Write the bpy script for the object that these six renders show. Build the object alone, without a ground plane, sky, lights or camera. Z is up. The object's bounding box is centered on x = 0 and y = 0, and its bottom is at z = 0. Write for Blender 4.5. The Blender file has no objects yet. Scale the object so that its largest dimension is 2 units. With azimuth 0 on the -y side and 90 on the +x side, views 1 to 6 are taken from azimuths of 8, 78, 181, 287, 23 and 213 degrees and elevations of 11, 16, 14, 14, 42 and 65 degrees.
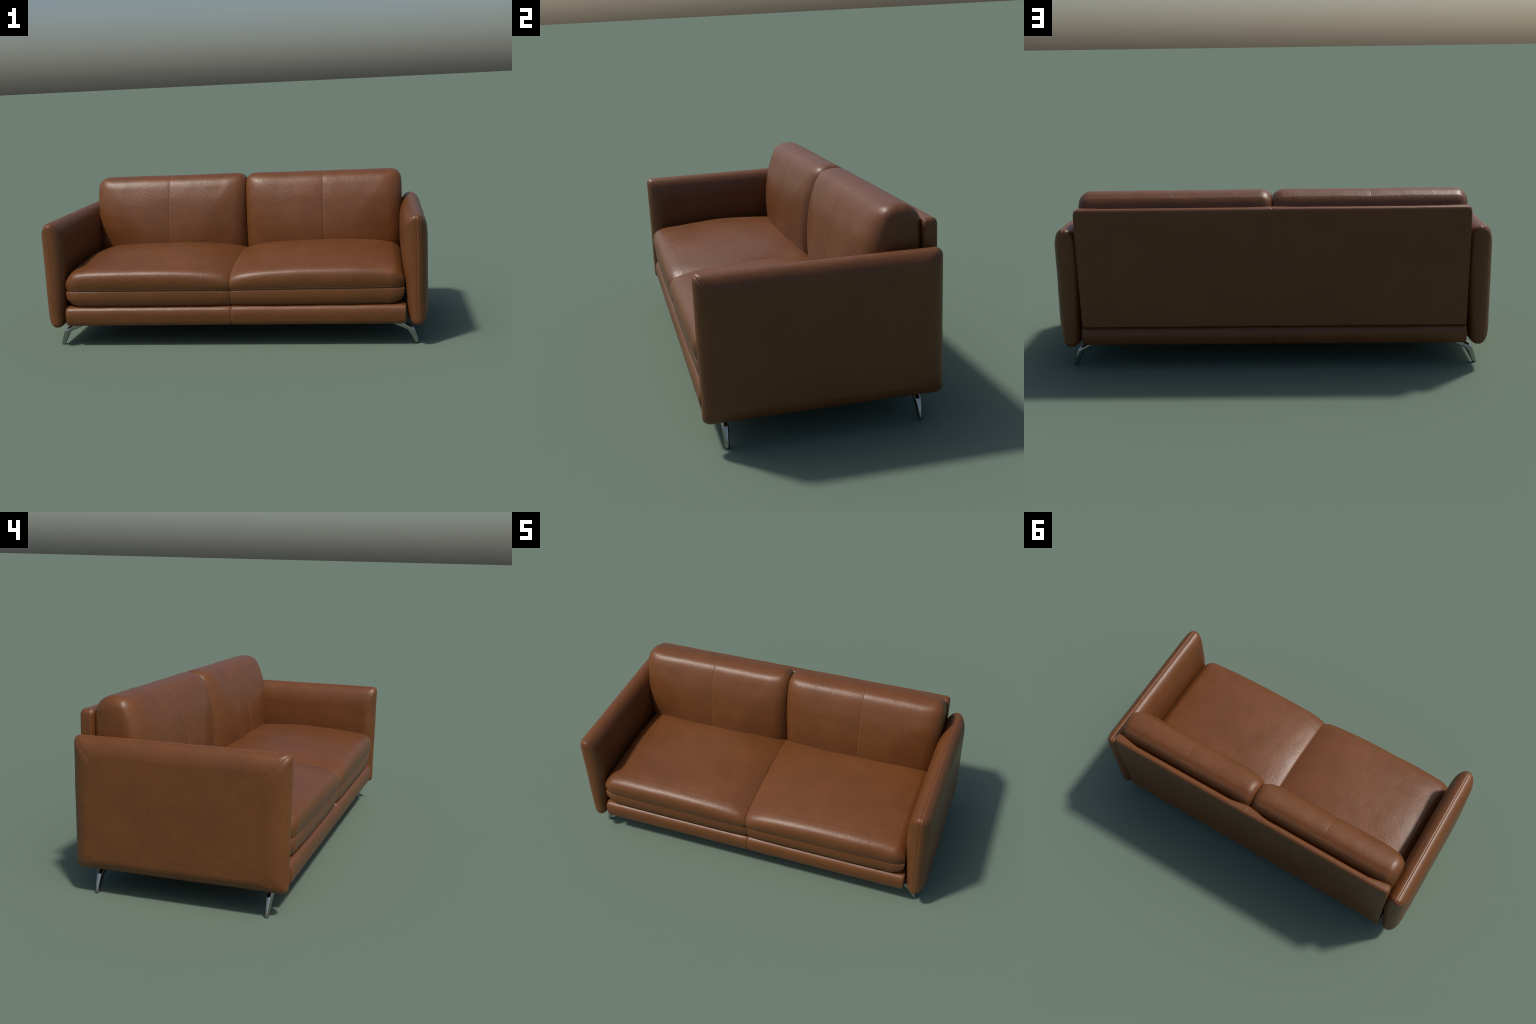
"""Two-seat leather sofa: slab armrests, one long seat cushion, two back cushions,
a padded backrest panel, a padded base rail and four bent chrome blade legs."""
import bpy, math, random
import numpy as np
from mathutils import Vector, noise
from mathutils.bvhtree import BVHTree

random.seed(7)
noise.seed_set(7)

# ------------------------------------------------------------------ helpers


def spline(ctrl, n, closed=False):
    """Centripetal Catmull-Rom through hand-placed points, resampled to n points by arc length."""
    c = np.array(ctrl, float)
    c = np.vstack([c[-1:], c, c[:2]]) if closed else np.vstack([2 * c[0] - c[1], c, 2 * c[-1] - c[-2]])
    dense = []
    for i in range(1, len(c) - 2):
        p0, p1, p2, p3 = c[i - 1:i + 3]
        k = [0.0]
        for a, b in ((p0, p1), (p1, p2), (p2, p3)):
            k.append(k[-1] + max(np.linalg.norm(b - a), 1e-6) ** 0.5)
        t = np.linspace(k[1], k[2], 40, endpoint=False)[:, None]
        a1 = (k[1] - t) / (k[1] - k[0]) * p0 + (t - k[0]) / (k[1] - k[0]) * p1
        a2 = (k[2] - t) / (k[2] - k[1]) * p1 + (t - k[1]) / (k[2] - k[1]) * p2
        a3 = (k[3] - t) / (k[3] - k[2]) * p2 + (t - k[2]) / (k[3] - k[2]) * p3
        b1 = (k[2] - t) / (k[2] - k[0]) * a1 + (t - k[0]) / (k[2] - k[0]) * a2
        b2 = (k[3] - t) / (k[3] - k[1]) * a2 + (t - k[1]) / (k[3] - k[1]) * a3
        dense.append((k[2] - t) / (k[2] - k[1]) * b1 + (t - k[1]) / (k[2] - k[1]) * b2)
    dense = np.vstack(dense + [c[-2:-1]])
    return resample(dense, n)


def resample(line, n):
    line = np.asarray(line, float)
    s = np.concatenate([[0], np.cumsum(np.linalg.norm(np.diff(line, axis=0), axis=1))])
    t = np.linspace(0, s[-1], n)
    return np.stack([np.interp(t, s, line[:, j]) for j in range(line.shape[1])], 1)


def sections_along(lo, hi, coarse, focus):
    """Stations from lo to hi: even spacing plus tight clusters (centre, reach, step)."""
    xs = list(np.arange(lo, hi, coarse)) + [hi]
    for centre, reach, step in focus:
        xs = [x for x in xs if abs(x - centre) > reach * 0.999]
        xs += [x for x in np.arange(centre - reach, centre + reach + step / 2, step) if lo <= x <= hi]
    xs = sorted(set(np.round(xs, 6)) | {lo, hi})
    keep = [xs[0]]
    for x in xs[1:]:
        if x - keep[-1] > 2e-4:
            keep.append(x)
    keep[-1] = hi
    return np.array(keep)


def loft(rings, cap_steps=6, cap_bulge=(0.0, 0.0)):
    """Closed mesh through rings of equal length, with domed caps."""
    rings = [np.asarray(r, float) for r in rings]
    n = len(rings[0])

    def cap(ring, towards, bulge):
        c = ring.mean(0)
        axis = np.array([towards * bulge, 0, 0])
        return [c + (ring - c) * f + axis * math.sqrt(1 - f * f) for f in np.linspace(1, 0.12, cap_steps + 1)[1:]], c + axis

    start, c0 = cap(rings[0], -1, cap_bulge[0])
    end, c1 = cap(rings[-1], 1, cap_bulge[1])
    every = start[::-1] + rings + end
    verts = np.vstack(every + [c0[None], c1[None]])
    m = len(every)
    faces = []
    for i in range(m - 1):
        a, b = i * n, (i + 1) * n
        for j in range(n):
            k = (j + 1) % n
            faces.append((a + j, a + k, b + k, b + j))
    for j in range(n):
        k = (j + 1) % n
        faces.append((m * n, k, j))
        faces.append((m * n + 1, (m - 1) * n + j, (m - 1) * n + k))
    return verts, faces


def outward(verts, faces):
    """Flip all faces if the closed mesh encloses negative volume."""
    v = np.asarray(verts)
    vol = 0.0
    for f in faces:
        for a, b in zip(f[1:-1], f[2:]):
            vol += np.dot(v[f[0]], np.cross(v[a], v[b]))
    return faces if vol > 0 else [tuple(reversed(f)) for f in faces]


def add_mesh(name, verts, faces, material, parent, origin=(0, 0, 0)):
    verts = np.asarray(verts) - np.array(origin)
    me = bpy.data.meshes.new(name)
    me.from_pydata(verts.tolist(), [], [list(f) for f in faces])
    me.materials.append(material)
    me.polygons.foreach_set("use_smooth", [True] * len(me.polygons))
    me.update()
    ob = bpy.data.objects.new(name, me)
    bpy.context.scene.collection.objects.link(ob)
    ob.parent = parent
    ob.location = origin
    return ob


def vertex_normals(verts, faces):
    v = np.asarray(verts)
    n = np.zeros_like(v)
    f = np.array([q if len(q) == 4 else (*q, q[-1]) for q in faces])
    fn = np.cross(v[f[:, 2]] - v[f[:, 0]], v[f[:, 3]] - v[f[:, 1]])
    for j in range(4):
        np.add.at(n, f[:, j], fn)
    return n / np.maximum(np.linalg.norm(n, axis=1, keepdims=True), 1e-12)


def lumps(verts, faces, size, amount, seed, fade=None):
    """Soft hand-filled unevenness along the normal."""
    n = vertex_normals(verts, faces)
    off = Vector((seed * 13.7, seed * 5.1, seed * 9.3))
    d = np.array([noise.noise(Vector(p) / size + off) + 0.5 * noise.noise(Vector(p) * 2.3 / size + off) for p in verts]) * amount
    if fade is not None:
        d *= fade
    return verts + n * d[:, None]


def smooth01(t):
    t = np.clip(t, 0, 1)
    return t * t * (3 - 2 * t)


def groove(d, width):
    return np.exp(-(np.asarray(d) / width) ** 2)


# ------------------------------------------------------------------ materials


class Nodes:
    def __init__(self, name):
        self.mat = bpy.data.materials.new(name)
        self.mat.use_nodes = True
        self.t = self.mat.node_tree
        self.bsdf = self.t.nodes["Principled BSDF"]

    def add(self, kind, **inputs):
        nd = self.t.nodes.new(kind)
        for k, v in inputs.items():
            key = k.replace("_", " ")
            if hasattr(v, "is_output"):
                self.t.links.new(v, nd.inputs[key])
            else:
                nd.inputs[key].default_value = v
        return nd

    def math(self, op, a, b):
        nd = self.t.nodes.new("ShaderNodeMath")
        nd.operation = op
        for i, v in enumerate((a, b)):
            if hasattr(v, "is_output"):
                self.t.links.new(v, nd.inputs[i])
            else:
                nd.inputs[i].default_value = v
        return nd.outputs[0]

    def ramp(self, fac, *stops):
        nd = self.t.nodes.new("ShaderNodeValToRGB")
        self.t.links.new(fac, nd.inputs[0])
        el = nd.color_ramp.elements
        while len(el) < len(stops):
            el.new(0.5)
        for e, (pos, col) in zip(el, stops):
            e.position, e.color = pos, (*col, 1)
        return nd.outputs[0]


LEATHER_DARK = (0.120, 0.0412, 0.0110)
LEATHER = (0.138, 0.0472, 0.0128)
LEATHER_LIGHT = (0.156, 0.0540, 0.0150)


def leather(name, wrinkle=1.0, rough=0.42):
    m = Nodes(name)
    co = m.t.nodes.new("ShaderNodeTexCoord").outputs["Object"]
    cloud = m.add("ShaderNodeTexNoise", Vector=co, Scale=5.0, Detail=4.0, Roughness=0.6).outputs["Fac"]
    mottle = m.add("ShaderNodeTexNoise", Vector=co, Scale=70.0, Detail=3.0, Roughness=0.6).outputs["Fac"]
    fac = m.math("ADD", m.math("MULTIPLY", cloud, 0.7), m.math("MULTIPLY", mottle, 0.3))
    col = m.ramp(fac, (0.33, LEATHER_DARK), (0.5, LEATHER), (0.68, LEATHER_LIGHT))
    m.t.links.new(col, m.bsdf.inputs["Base Color"])
    r = m.math("ADD", m.math("MULTIPLY", cloud, 0.08), rough - 0.04)
    m.t.links.new(r, m.bsdf.inputs["Roughness"])
    m.bsdf.inputs["Specular IOR Level"].default_value = 0.43
    # broad creases, small wrinkles, pore grain
    warp = m.add("ShaderNodeTexNoise", Vector=co, Scale=9.0, Detail=2.0).outputs["Color"]
    mix = m.t.nodes.new("ShaderNodeMix")
    mix.data_type = "VECTOR"
    mix.inputs["Factor"].default_value = 0.06
    m.t.links.new(co, mix.inputs[4])
    m.t.links.new(warp, mix.inputs[5])
    wco = mix.outputs[1]
    crease = m.add("ShaderNodeTexNoise", Vector=wco, Scale=34.0, Detail=5.0, Roughness=0.55, Distortion=0.8).outputs["Fac"]
    cells = m.add("ShaderNodeTexVoronoi", Vector=wco, Scale=260.0).outputs["Distance"]
    b1 = m.add("ShaderNodeBump", Height=crease, Strength=0.52 * wrinkle, Distance=0.0020)
    pits = m.add("ShaderNodeTexNoise", Vector=wco, Scale=85.0, Detail=3.0, Roughness=0.5).outputs["Fac"]
    b3 = m.add("ShaderNodeBump", Height=pits, Strength=0.30, Distance=0.0011, Normal=b1.outputs[0])
    b2 = m.add("ShaderNodeBump", Height=cells, Strength=0.22, Distance=0.0007, Normal=b3.outputs[0])
    m.t.links.new(b2.outputs[0], m.bsdf.inputs["Normal"])
    return m.mat


def thread():
    m = Nodes("tan_thread")
    co = m.t.nodes.new("ShaderNodeTexCoord").outputs["Object"]
    n = m.add("ShaderNodeTexNoise", Vector=co, Scale=60.0).outputs["Fac"]
    m.t.links.new(m.ramp(n, (0.3, (0.215, 0.086, 0.028)), (0.7, (0.28, 0.118, 0.042))), m.bsdf.inputs["Base Color"])
    m.bsdf.inputs["Roughness"].default_value = 0.6
    return m.mat


def chrome():
    m = Nodes("polished_chrome")
    co = m.t.nodes.new("ShaderNodeTexCoord").outputs["Object"]
    n = m.add("ShaderNodeTexNoise", Vector=co, Scale=30.0, Detail=3.0).outputs["Fac"]
    m.t.links.new(m.ramp(n, (0.3, (0.34, 0.35, 0.355)), (0.7, (0.41, 0.41, 0.415))), m.bsdf.inputs["Base Color"])
    m.bsdf.inputs["Metallic"].default_value = 1.0
    m.t.links.new(m.math("ADD", m.math("MULTIPLY", n, 0.06), 0.03), m.bsdf.inputs["Roughness"])
    return m.mat


LEATHER_SEAT = leather("brown_leather_seat", 1.0)
LEATHER_PANEL = leather("brown_leather_panel", 0.9)
THREAD = thread()
CHROME = chrome()

# ------------------------------------------------------------------ stitches


def stitch_mesh(lines, pitch=0.0112, length=0.0076, radius=0.00115):
    """One capsule-like thread loop per stitch along (points, normals) polylines."""
    verts, faces = [], []
    sides = 6
    prof = [(-1.0, 0.35), (-0.7, 0.85), (0.0, 1.0), (0.7, 0.85), (1.0, 0.35)]
    for pts, nrm in lines:
        total = np.linalg.norm(np.diff(pts, axis=0), axis=1).sum()
        count = max(2, int(total / pitch))
        both = resample_pair(pts, nrm, count * 2 + 1)
        for i in range(count):
            p, nn = both[0][2 * i + 1], both[1][2 * i + 1]
            t = both[0][2 * i + 2] - both[0][2 * i]
            t /= max(np.linalg.norm(t), 1e-9)
            nn = nn - t * np.dot(nn, t)
            nn /= max(np.linalg.norm(nn), 1e-9)
            b = np.cross(t, nn)
            base = len(verts)
            for s, r in prof:
                c = p + t * s * length / 2 + nn * (-0.0002 if abs(s) < 0.9 else -0.0007)
                for k in range(sides):
                    a = 2 * math.pi * k / sides
                    verts.append(c + (b * math.cos(a) * 1.15 + nn * math.sin(a) * 0.8) * r * radius)
            for q in range(len(prof) - 1):
                for k in range(sides):
                    a0, a1 = base + q * sides + k, base + q * sides + (k + 1) % sides
                    faces.append((a0, a1, a1 + sides, a0 + sides))
            faces.append(tuple(base + k for k in reversed(range(sides))))
            faces.append(tuple(base + (len(prof) - 1) * sides + k for k in range(sides)))
    return np.array(verts), faces


def resample_pair(pts, nrm, n):
    s = np.concatenate([[0], np.cumsum(np.linalg.norm(np.diff(pts, axis=0), axis=1))])
    t = np.linspace(0, s[-1], n)
    f = lambda a: np.stack([np.interp(t, s, a[:, j]) for j in range(3)], 1)
    return f(pts), f(nrm)


def snap(verts, faces, line, lift=0.0):
    """Lay a guide polyline onto a surface; returns points and normals."""
    tree = BVHTree.FromPolygons([Vector(v) for v in verts], [list(f) for f in faces])
    vn = vertex_normals(verts, faces)
    pts, nrm = [], []
    for p in line:
        loc, n, idx, _ = tree.find_nearest(Vector(p))
        nn = np.mean([vn[i] for i in faces[idx]], axis=0)
        pts.append(np.array(loc) + nn * lift)
        nrm.append(nn)
    return np.array(pts), np.array(nrm)


def add_stitching(parent_ob, lines, origin):
    v, f = stitch_mesh(lines)
    ob = add_mesh("stitching", v, f, THREAD, parent_ob, origin)
    ob.location = (0, 0, 0)
    ob["kind"] = "stuff"
    return ob


# ------------------------------------------------------------------ the sofa

sofa = bpy.data.objects.new("leather_sofa", None)
sofa.empty_display_size = 0.2
bpy.context.scene.collection.objects.link(sofa)
sofa["label"] = "brown leather two-seat sofa with slim chrome legs"
sofa["category"] = "sofa"

# ---- armrest: a pillow inflated both ways from a rounded-rectangle seam line
RIDGE_X, ARM_Y, ARM_TOP, ARM_BOTTOM = 0.938, 0.452, 0.664, 0.108
CORNER = 0.023


def arm_outline(inset_y, inset_top, inset_bottom, grow):
    """Rounded rectangle in (y, z), counted evenly so that every ring matches the next."""
    hy = ARM_Y - inset_y
    zt, zb = ARM_TOP - inset_top, ARM_BOTTOM + inset_bottom
    r = min(CORNER + grow, hy * 0.95, (zt - zb) * 0.48)
    side, arc = 56, 36
    u = np.linspace(-1, 1, arc)
    ang = (np.sign(u) * np.abs(u) ** 1.8 + 1) * math.pi / 4       # crowded on the mitre
    out, mitre = [], []
    corners = [(hy - r, zt - r, 0), (-hy + r, zt - r, 1), (-hy + r, zb + r, 2), (hy - r, zb + r, 3)]
    for i, (cy, cz, q) in enumerate(corners):
        a = ang + q * math.pi / 2
        out += [(cy + r * math.cos(t), cz + r * math.sin(t)) for t in a]
        mitre += [((t - math.pi / 4) * r if q < 2 else 1.0) for t in ang]
        a_end = np.array(out[-1])
        ny, nz, nq = corners[(i + 1) % 4]
        nxt = np.array((ny + r * math.cos(nq * math.pi / 2), nz + r * math.sin(nq * math.pi / 2)))
        out += [tuple(a_end + (nxt - a_end) * t) for t in np.linspace(0, 1, side + 2)[1:-1]]
        mitre += [1.0] * side
    return np.array(out), np.array(mitre)


def inner_depth(z):
    return 0.045 + (0.069 - 0.045) * smooth01((z - 0.10) / 0.40)


def arm_ring(phi, outer):
    """phi 0 at the seam, pi/2 where the rounding meets the flat face."""
    c, s = 1 - math.cos(phi), math.sin(phi)
    w_side, w_top, w_bot = (0.082, 0.085, 0.062) if outer else (0.062, 0.115, 0.045)
    arc = phi * 0.057
    seam = 0.0015 * math.exp(-(arc / 0.0020) ** 2)
    ring, mitre = arm_outline(w_side * c + seam, w_top * c + seam, w_bot * c + seam, 0.030 * c)
    depth = np.full(len(ring), 0.056) if outer else -inner_depth(ring[:, 1])
    x = RIDGE_X + depth * (s if outer else s ** 0.92)
    p = np.column_stack([x, ring])
    if outer:
        # the mitred darts at the two upper corners
        amount = smooth01(arc / 0.012) * smooth01((1.62 - phi) / 0.25)
        dip = 0.0011 * groove(mitre, 0.0024) + 0.0011 * groove(mitre, 0.009)
        out = np.zeros_like(p)
        out[:, 0] = s
        mid = np.array([0, 0, (ARM_TOP + ARM_BOTTOM) / 2])
        radial = p - mid
        radial[:, 0] = 0
        radial /= np.linalg.norm(radial, axis=1, keepdims=True)
        out += radial * math.cos(phi)
        p -= out * (dip * amount)[:, None]
    return p


def arm_mesh():
    phis = np.concatenate([np.linspace(0, 0.008, 7) / 0.057, np.linspace(0.010 / 0.057, math.pi / 2, 26)])
    half = []
    for outer in (True, False):
        rings = [arm_ring(p, outer) for p in phis]
        last = rings[-1]
        zc = (last[:, 2].max() + last[:, 2].min()) / 2
        hz, hy = (last[:, 2].max() - last[:, 2].min()) / 2, last[:, 1].max()
        for f in np.linspace(0, 0.965, 16)[1:]:
            q = last.copy()
            q[:, 2] = zc + (last[:, 2] - zc) * (1 - f)
            q[:, 1] = last[:, 1] * (1 - f * hz / hy)
            swell = 1 - (1 - f) ** 2
            if outer:
                q[:, 0] = RIDGE_X + 0.056 + 0.006 * swell
            else:
                q[:, 0] = RIDGE_X - inner_depth(q[:, 2]) - 0.002 * swell
            rings.append(q)
        half.append(rings)
    rings = half[1][::-1] + half[0][1:]
    n = len(rings[0])
    verts = np.vstack(rings + [rings[0].mean(0)[None], rings[-1].mean(0)[None]])
    m = len(rings)
    faces = []
    for i in range(m - 1):
        for j in range(n):
            k = (j + 1) % n
            faces.append((i * n + j, i * n + k, (i + 1) * n + k, (i + 1) * n + j))
    for j in range(n):
        k = (j + 1) % n
        faces += [(m * n, k, j), (m * n + 1, (m - 1) * n + j, (m - 1) * n + k)]
    return verts, outward(verts, faces)


arm_v, arm_f = arm_mesh()
arm_v = lumps(arm_v, arm_f, 0.16, 0.0012, 1)
ARM_ORIGIN = (RIDGE_X, 0, ARM_BOTTOM)
arm = add_mesh("armrest", arm_v, arm_f, LEATHER_PANEL, sofa, ARM_ORIGIN)
rim = arm_ring(0.0050 / 0.057, True)
rim_line = snap(arm_v, arm_f, np.vstack([rim, rim[:1]]))
darts = []
for sy in (-1, 1):
    guide = []
    for phi in np.linspace(0.012 / 0.057, 1.50, 30):
        ring = arm_ring(phi, True)
        tip = ring[18] if sy > 0 else ring[36 + 56 + 18]
        guide.append(tip + np.array([0.002 * math.sin(phi), -sy * 0.0030, 0.0030]))
    darts.append(snap(arm_v, arm_f, guide))
arm_stitch = add_stitching(arm, [rim_line] + darts, ARM_ORIGIN)
arm_left = arm.copy()
stitch_left = arm_stitch.copy()
for o in (arm_left, stitch_left):
    bpy.context.scene.collection.objects.link(o)
arm_left.location = (-RIDGE_X, 0, ARM_BOTTOM)
arm_left.rotation_euler = (0, 0, math.pi)
stitch_left.parent = arm_left

# ---- base rail
BASE_X = 0.884
base_profile = [(-0.428, 0.1162), (-0.4390, 0.1195), (-0.4460, 0.1325), (-0.4495, 0.152), (-0.4510, 0.172), (-0.4500, 0.1865), (-0.4460, 0.2000),
                (-0.4380, 0.2100), (-0.424, 0.2163), (-0.30, 0.219), (0.0, 0.219), (0.30, 0.219), (0.410, 0.2090), (0.4330, 0.2045), (0.4450, 0.195),
                (0.4515, 0.180), (0.4535, 0.160), (0.4490, 0.136), (0.4420, 0.1205), (0.430, 0.1162), (0.25, 0.1162), (-0.25, 0.1162)]
base_loop = spline(base_profile, 561, closed=True)[:-1]


def base_section(x):
    c = np.array([0.0, 0.168])
    e = BASE_X - abs(x)
    k = 1 - math.sqrt(max(0.0, 1 - (1 - min(e / 0.012, 1)) ** 2))
    shrink = 0.009 * k + 0.0022 * groove(x, 0.0030) + 0.0014 * groove(x, 0.014 if x < 0 else 0.003) + 0.0013 * groove(abs(x) - 0.872, 0.0022)
    q = base_loop - c
    q = q * np.array([1 - shrink / 0.45, 1 - shrink / 0.05])
    return np.column_stack([np.full(len(q), x), q + c])


xs = sections_along(-BASE_X, BASE_X, 0.02, [(0, 0.012, 0.001), (-0.873, 0.011, 0.001), (0.873, 0.011, 0.001)])
base_v, base_f = loft([base_section(x) for x in xs], 4, (0.002, 0.002))
base_f = outward(base_v, base_f)
base_v = lumps(base_v, base_f, 0.10, 0.0010, 2)
BASE_ORIGIN = (0, 0, 0.118)
base = add_mesh("base_rail", base_v, base_f, LEATHER_PANEL, sofa, BASE_ORIGIN)
front_y = [(-0.47, z) for z in np.linspace(0.122, 0.196, 20)] + [(-0.445, 0.207), (-0.43, 0.216)]
back_y = [(0.47, z) for z in np.linspace(0.122, 0.19, 20)]
lines = []
for x in (0.0052, -0.8680, 0.8680):
    for prof in (front_y, back_y):
        lines.append(snap(base_v, base_f, [(x, y, z) for y, z in prof]))
add_stitching(base, lines, BASE_ORIGIN)

# ---- backrest panel
BACK_X, BACK_TOP, BACK_LOW = 0.886, 0.757, 0.2068


def rounded_rect(y0, y1, z0, z1, r_top, r_low, n_side=60, n_end=14, n_arc=12):
    pts = []
    spec = [(y1, z1, r_top, 0, n_end), (y0, z1, r_top, 1, n_side), (y0, z0, r_low, 2, n_end), (y1, z0, r_low, 3, n_side)]
    for i, (y, z, r, q, n_after) in enumerate(spec):
        cy, cz = y + (-r if y == y1 else r), z + (-r if z == z1 else r)
        a = np.linspace(0, math.pi / 2, n_arc) + q * math.pi / 2
        arc = [(cy + r * math.cos(t), cz + r * math.sin(t)) for t in a]
        yn, zn, rn, qn, _ = spec[(i + 1) % 4]
        cyn, czn = yn + (-rn if yn == y1 else rn), zn + (-rn if zn == z1 else rn)
        nxt = np.array((cyn + rn * math.cos(qn * math.pi / 2), czn + rn * math.sin(qn * math.pi / 2)))
        end = np.array(arc[-1])
        pts += arc + [tuple(end + (nxt - end) * t) for t in np.linspace(0, 1, n_after + 2)[1:-1]]
    return np.array(pts)


def back_section(x):
    e = BACK_X - abs(x)
    k = 1 - math.sqrt(max(0.0, 1 - (1 - min(e / 0.020, 1)) ** 2))
    bow = smooth01(abs(x) / 0.13) * smooth01((0.875 - abs(x)) / 0.14)
    cut = 0.0009 * groove(x, 0.0022) + 0.0022 * groove(abs(x) - 0.8715, 0.0024)
    y0, y1 = 0.402 + 0.020 * bow + 0.010 * k + cut, 0.4615 - 0.012 * k - cut
    z1, z0 = BACK_TOP - 0.020 * k - cut, BACK_LOW + 0.004 * k
    q = rounded_rect(y0, y1, z0, z1, 0.0185, 0.006)
    q[:, 0] -= np.where(q[:, 0] > 0.44, 0.006 * smooth01((0.50 - q[:, 1]) / 0.30), 0)   # panel leans in towards the base
    taper = 1 - 0.006 * smooth01((0.75 - q[:, 1]) / 0.5)
    return np.column_stack([x * taper, q])


xs = sections_along(-BACK_X, BACK_X, 0.02, [(0, 0.010, 0.001), (-0.873, 0.013, 0.001), (0.873, 0.013, 0.001)])
back_v, back_f = loft([back_section(x) for x in xs], 4, (0.001, 0.001))
back_f = outward(back_v, back_f)
back_v = lumps(back_v, back_f, 0.14, 0.0008, 3)
BACK_ORIGIN = (0, 0.43, BACK_LOW)
back = add_mesh("backrest", back_v, back_f, LEATHER_PANEL, sofa, BACK_ORIGIN)
lines = []
for x in (-0.0048, -0.8655, 0.8655):
    rise = [(x * (1 - 0.006 * smooth01((0.75 - z) / 0.5)), 0.48, z) for z in np.linspace(0.22, 0.735, 60)]
    over = [(x, 0.46, 0.752), (x, 0.45, 0.76), (x, 0.44, 0.765), (x, 0.425, 0.765), (x, 0.415, 0.755)]
    lines.append(snap(back_v, back_f, rise + (over if abs(x) > 0.1 else [])))
add_stitching(back, lines, BACK_ORIGIN)

# ---- back cushions
front = spline([(0.165, 0.375), (0.150, 0.405), (0.1450, 0.45), (0.1480, 0.52), (0.1590, 0.585), (0.1730, 0.640), (0.1890, 0.690), (0.2065, 0.731),
                (0.2240, 0.7655), (0.2420, 0.7900), (0.2630, 0.8055), (0.295, 0.8145), (0.328, 0.8160), (0.353, 0.8120), (0.3710, 0.8040)], 150)
rear = spline([(0.3720, 0.8035), (0.3870, 0.7925), (0.3990, 0.776), (0.4080, 0.753), (0.4125, 0.725), (0.4120, 0.68), (0.403, 0.55), (0.392, 0.42), (0.370, 0.375), (0.27, 0.365), (0.165, 0.375)], 110)
cushion_loop = np.vstack([front[:-1], rear[:-1]])


def cushion_section(x, inner, outer_x, seam_x):
    """Profile shrunk towards its back edge near either end of the cushion."""
    ei = abs(x - inner) + 0.006
    eo = abs(outer_x - x)
    y, z = cushion_loop[:, 0].copy(), cushion_loop[:, 1].copy()
    et = min(ei, eo)
    round_off = lambda r: 1 - math.sqrt(max(0, 1 - (1 - min(et / r, 1)) ** 2))
    kf, kr, kt = round_off(0.075), round_off(0.050), round_off(0.055)
    reach = 0.34 - 0.24 * smooth01((z - 0.42) / 0.40)
    bow = 0.048 * np.maximum(0.0, 1 - et / reach) ** 1.6
    core = 0.325
    y = core + (y - core) * np.where(y < core, 1 - 0.26 * kf, 1 - (0.62 if eo < ei else 0.25) * kr)
    # strongest low down, so the ends stand nearly upright while the middle leans
    y += bow * smooth01((0.34 - y) / 0.14) * (1 - 0.62 * smooth01((z - 0.45) / 0.38))
    z -= 0.051 * kt * smooth01((z - 0.52) / 0.26) * (0.45 + 0.55 * smooth01((y - 0.21) / 0.12))
    q = np.column_stack([np.full(len(y), x), y, z])
    # seam down the middle of the front and over the top, with a shallow pinch
    d = x - seam_x
    pull = 0.0008 * groove(d, 0.0020) + 0.0046 * math.exp(-abs(d) / 0.042)
    w = (np.arange(len(q)) < len(front) + 2) * (0.40 + 0.60 * smooth01((0.30 - q[:, 1]) / 0.10))
    c = np.array([x, 0.34, 0.55])
    toward = c - q
    toward /= np.linalg.norm(toward, axis=1, keepdims=True)
    q += toward * (pull * w)[:, None]
    # seam between top and back panels
    i = len(front) - 1
    s = np.concatenate([[0], np.cumsum(np.linalg.norm(np.diff(cushion_loop, axis=0), axis=1))])
    q += toward * (0.0014 * groove(s - s[i] + 0.001, 0.0030))[:, None]
    return q


def cushion(sign, seed):
    inner, outer_x, seam_x = sign * 0.0015, sign * 0.883, sign * 0.445
    lo, hi = min(inner, outer_x), max(inner, outer_x)
    foc = [(seam_x, 0.016, 0.001), (lo, 0.03, 0.0015), (hi, 0.03, 0.0015)]
    xs = sections_along(lo, hi, 0.009, foc)
    v, f = loft([cushion_section(x, inner, outer_x, seam_x) for x in xs], 10, (0.004, 0.004) if sign > 0 else (0.004, 0.004))
    v[:, 0] = np.where(v[:, 0] * sign < 0.0008, sign * 0.0008, v[:, 0])
    f = outward(v, f)
    v = lumps(v, f, 0.17, 0.0018, seed, fade=smooth01((np.abs(v[:, 0]) - 0.002) / 0.08))
    origin = (sign * 0.445, 0.30, 0.37)
    ob = add_mesh("back_cushion", v, f, LEATHER_SEAT, sofa, origin)
    off = 0.0048
    line = [(seam_x + off, y - 0.01, z + 0.004) for y, z in front[18:-2]]
    along = []
    for x in np.concatenate([np.linspace(lo + 0.003, lo + 0.06, 40), np.linspace(lo + 0.07, hi - 0.07, 60), np.linspace(hi - 0.06, hi - 0.003, 40)]):
        q = cushion_section(x, inner, outer_x, seam_x)
        turn = 1 - min(min(x - lo, hi - x) / 0.045, 1)
        along.append(q[len(front) + 2 + int(11 * turn * turn)])
    add_stitching(ob, [snap(v, f, line), snap(v, f, along)], origin)
    return ob


cushion(1, 4)
cushion(-1, 5)

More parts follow.
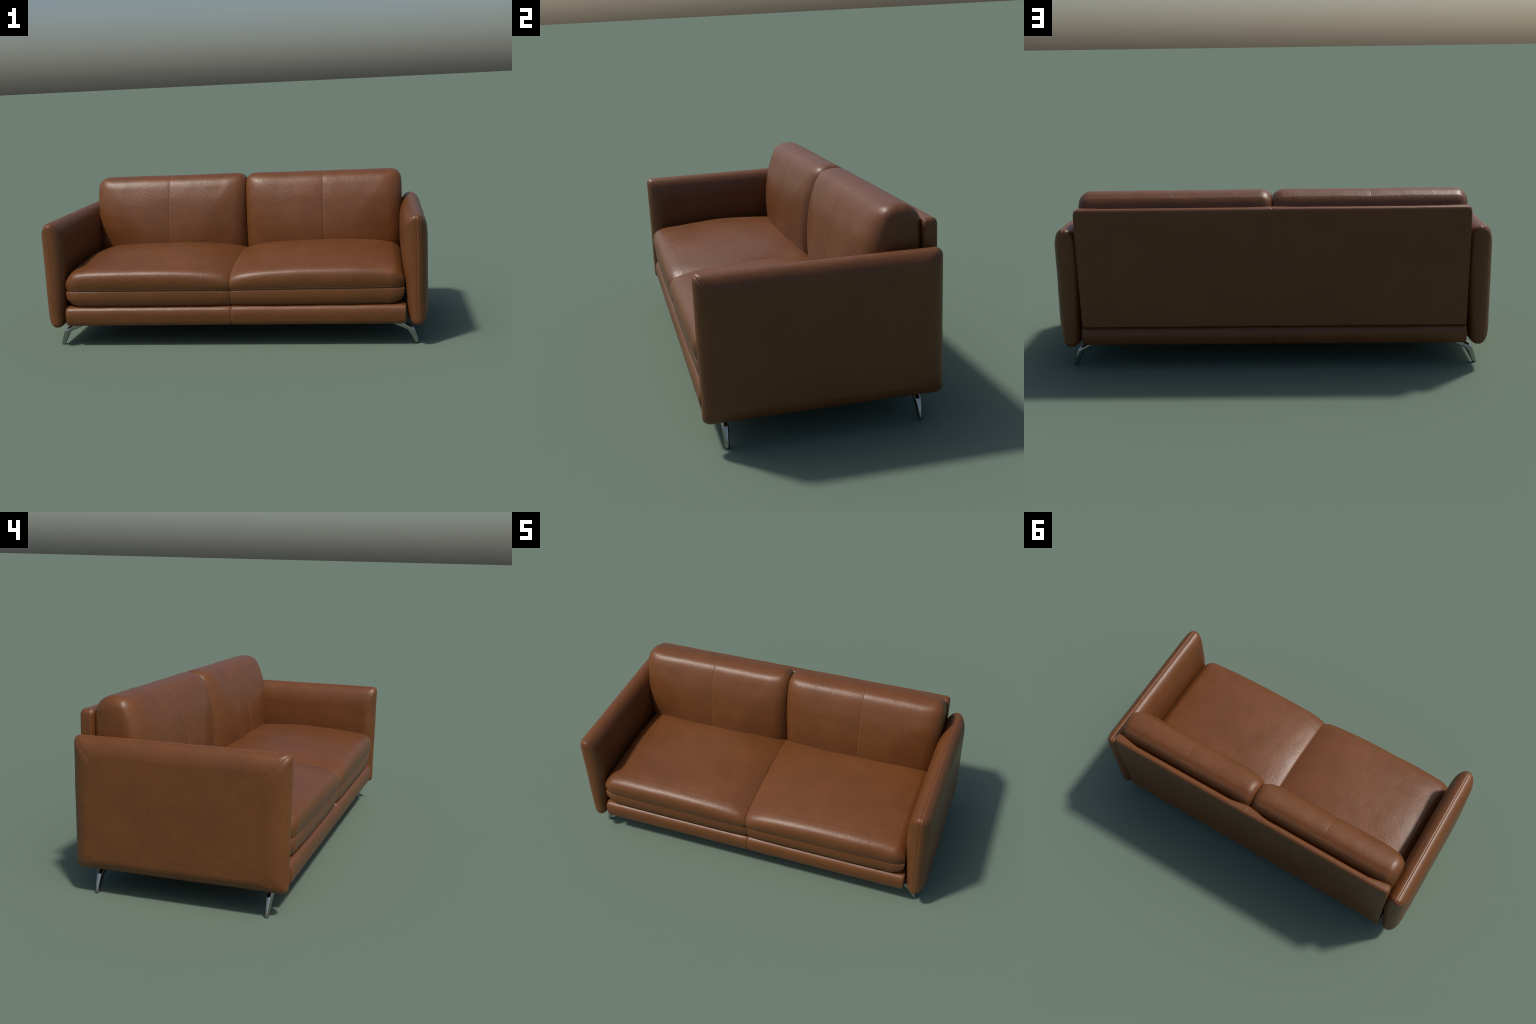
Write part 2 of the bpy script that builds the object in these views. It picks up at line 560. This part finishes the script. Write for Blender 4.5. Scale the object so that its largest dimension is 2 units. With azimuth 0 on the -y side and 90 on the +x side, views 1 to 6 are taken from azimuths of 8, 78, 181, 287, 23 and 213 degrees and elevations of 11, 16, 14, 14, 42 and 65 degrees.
# ---- seat cushion: one piece, creased at the middle
SEAT_X = 0.877
seat_low = spline([(-0.380, 0.2105), (-0.406, 0.2118), (-0.4260, 0.2172), (-0.4385, 0.2275), (-0.4455, 0.244), (-0.4495, 0.261), (-0.4505, 0.277), (-0.4500, 0.2895), (-0.4490, 0.2980), (-0.4478, 0.3030)], 70)
seat_front = spline([(-0.4478, 0.3030), (-0.4500, 0.3062), (-0.4535, 0.3150), (-0.4575, 0.330), (-0.4602, 0.349), (-0.4602, 0.367), (-0.4570, 0.3835), (-0.4495, 0.3975), (-0.4380, 0.4080), (-0.4230, 0.4160), (-0.400, 0.4230)], 90)
seat_top = spline([(-0.400, 0.4230), (-0.35, 0.4315), (-0.25, 0.4420), (-0.15, 0.4500), (-0.05, 0.4535), (0.05, 0.4510), (0.16, 0.4440), (0.26, 0.430), (0.33, 0.410), (0.365, 0.37)], 120)
seat_rest = spline([(0.365, 0.37), (0.375, 0.30), (0.365, 0.23), (0.32, 0.2120), (0.0, 0.2100), (-0.30, 0.2100), (-0.380, 0.2105)], 90)
seat_loop = np.vstack([seat_low[:-1], seat_front[:-1], seat_top[:-1], seat_rest[:-1]])
SEAM_I = len(seat_low) - 1
seat_arc = np.concatenate([[0], np.cumsum(np.linalg.norm(np.diff(seat_loop, axis=0), axis=1))])
# how far the crown falls below its height at mid-half, from the crease (0) to the arm
CROWN = np.array([(0.0, 0.0400), (0.010, 0.0360), (0.03, 0.0295), (0.07, 0.0205), (0.11, 0.0145), (0.17, 0.0085), (0.24, 0.0042), (0.34, 0.0010), (0.44, 0.0),
                  (0.55, 0.0010), (0.65, 0.0040), (0.735, 0.0095), (0.785, 0.0165), (0.825, 0.0240), (0.850, 0.0290), (0.865, 0.0320), (0.878, 0.0340)])


def crown_drop(x):
    return float(np.interp(abs(x), CROWN[:, 0], CROWN[:, 1]))


_cx = np.linspace(0, SEAT_X, 600)
_cd = np.interp(_cx, *spline(CROWN, 900).T)


def seat_section(x):
    a = abs(x)
    y, z = seat_loop[:, 0].copy(), seat_loop[:, 1].copy()
    drop = float(np.interp(a, _cx, _cd))
    # crown: the drop acts fully on top and fades out down the front
    lift = smooth01((z - 0.270) / 0.130)
    z -= drop * lift * (1.0 if a < 0.5 else np.interp(y, [-0.44, -0.30, 0.16], [0.45, 0.75, 1.0]))
    e = SEAT_X - a
    kt = 1 - math.sqrt(max(0.0, 1 - (1 - min(e / 0.050, 1)) ** 2))
    z -= 0.042 * kt * smooth01((z - 0.325) / 0.075)
    # plan: bowed front, pulled in at the crease and rounded at the ends
    k = (1 - min(e / 0.075, 1)) ** 2.2
    plan = 0.012 * math.exp(-(a / 0.045)) + 0.006 * smooth01((a - 0.55) / 0.30) + 0.030 * k
    fwd = smooth01((-0.25 - y) / 0.15) * np.where(z > 0.30, 1.0, 0.75 if e > 0.075 else 0.6)
    y += plan * fwd
    # rounded underside at the ends
    kb = 1 - math.sqrt(max(0.0, 1 - (1 - min(e / 0.095, 1)) ** 2))
    z += 0.026 * kb * smooth01((0.275 - z) / 0.06)
    # end faces are domed, fullest a little above the seam
    dome = 0.009 * np.clip(((z - 0.320) / 0.085) ** 2, 0, 1.4) * smooth01(1 - e / 0.09)
    q = np.column_stack([x - math.copysign(1, x) * dome, y, z])
    c = np.array([x, -0.10, 0.30])
    toward = c - q
    toward /= np.linalg.norm(toward, axis=1, keepdims=True)
    seen = (y < 0.3).astype(float)
    q += toward * (seen * (0.0016 * groove(x, 0.0022) + 0.0016 * groove(x, 0.016 if x < 0 else 0.003)))[:, None]
    q[:, 1] += 0.0008 * groove(seat_arc - seat_arc[SEAM_I], 0.0026)
    return q


xs = sections_along(-SEAT_X, SEAT_X, 0.010, [(0, 0.014, 0.001), (-SEAT_X, 0.05, 0.002), (SEAT_X, 0.05, 0.002)])
seat_v, seat_f = loft([seat_section(x) for x in xs], 8, (0.003, 0.003))
seat_f = outward(seat_v, seat_f)
seat_v = lumps(seat_v, seat_f, 0.18, 0.0018, 6, fade=smooth01((seat_v[:, 2] - 0.25) / 0.12) * smooth01((np.abs(seat_v[:, 0]) - 0.001) / 0.06))
SEAT_ORIGIN = (0, 0, 0.21)
seat = add_mesh("seat_cushion", seat_v, seat_f, LEATHER_SEAT, sofa, SEAT_ORIGIN)
mid = seat_section(0.0050)
lines = [snap(seat_v, seat_f, mid[12:SEAM_I + 90 + 100:2])]
guide = []
for x in np.linspace(-0.862, 0.862, 240):
    guide.append(seat_section(x)[SEAM_I + 5])
lines.append(snap(seat_v, seat_f, guide))
add_stitching(seat, lines, SEAT_ORIGIN)

# ---- legs: bent blades, half-round on the outer face
LEG_Y = 0.3685
outer_edge = spline([(0.9466, 0.0), (0.9440, 0.013), (0.9377, 0.036), (0.9295, 0.060), (0.9223, 0.0768), (0.9120, 0.0870), (0.8900, 0.1005), (0.8500, 0.1230), (0.835, 0.131)], 44)
inner_edge = spline([(0.9270, 0.0), (0.9095, 0.034), (0.8935, 0.062), (0.8875, 0.0690), (0.8780, 0.0740), (0.8480, 0.0865), (0.7950, 0.1100), (0.770, 0.121)], 44)


def leg_mesh():
    rings = []
    n = 28
    for i, (o, inn) in enumerate(zip(outer_edge, inner_edge)):
        t = i / (len(outer_edge) - 1)
        w = 0.0088 + 0.0042 * smooth01(t / 0.45) + 0.001 * t
        if i == 0:
            w *= 0.93
        mid_p, half = (o + inn) / 2, (o - inn) / 2
        ring = []
        for k in range(n):
            a = 2 * math.pi * k / n
            ca, sa = math.cos(a), math.sin(a)
            e = 1.0 if ca > 0 else 0.40          # half-round outside, boxy inside
            c = math.copysign(abs(ca) ** e, ca)
            s = math.copysign(abs(sa) ** (0.9 if ca > 0 else 0.5), sa)
            p = mid_p + half * c
            ring.append((p[0], w * s, p[1]))
        rings.append(np.array(ring))
    v, f = loft(rings, 3, (0, 0))
    return v, outward(v, f)


leg_v, leg_f = leg_mesh()
leg_v[:, 2] = np.maximum(leg_v[:, 2], 0.0)
leg_v[:, 0] -= 0.90
first = add_mesh("leg", leg_v, leg_f, CHROME, sofa)
first.location = (0.90, -LEG_Y, 0)
for sx, sy in ((1, 1), (-1, -1), (-1, 1)):
    o = first.copy()
    bpy.context.scene.collection.objects.link(o)
    o.location = (0.90 * sx, LEG_Y * sy, 0)
    o.rotation_euler = (0, 0, 0 if sx > 0 else math.pi)
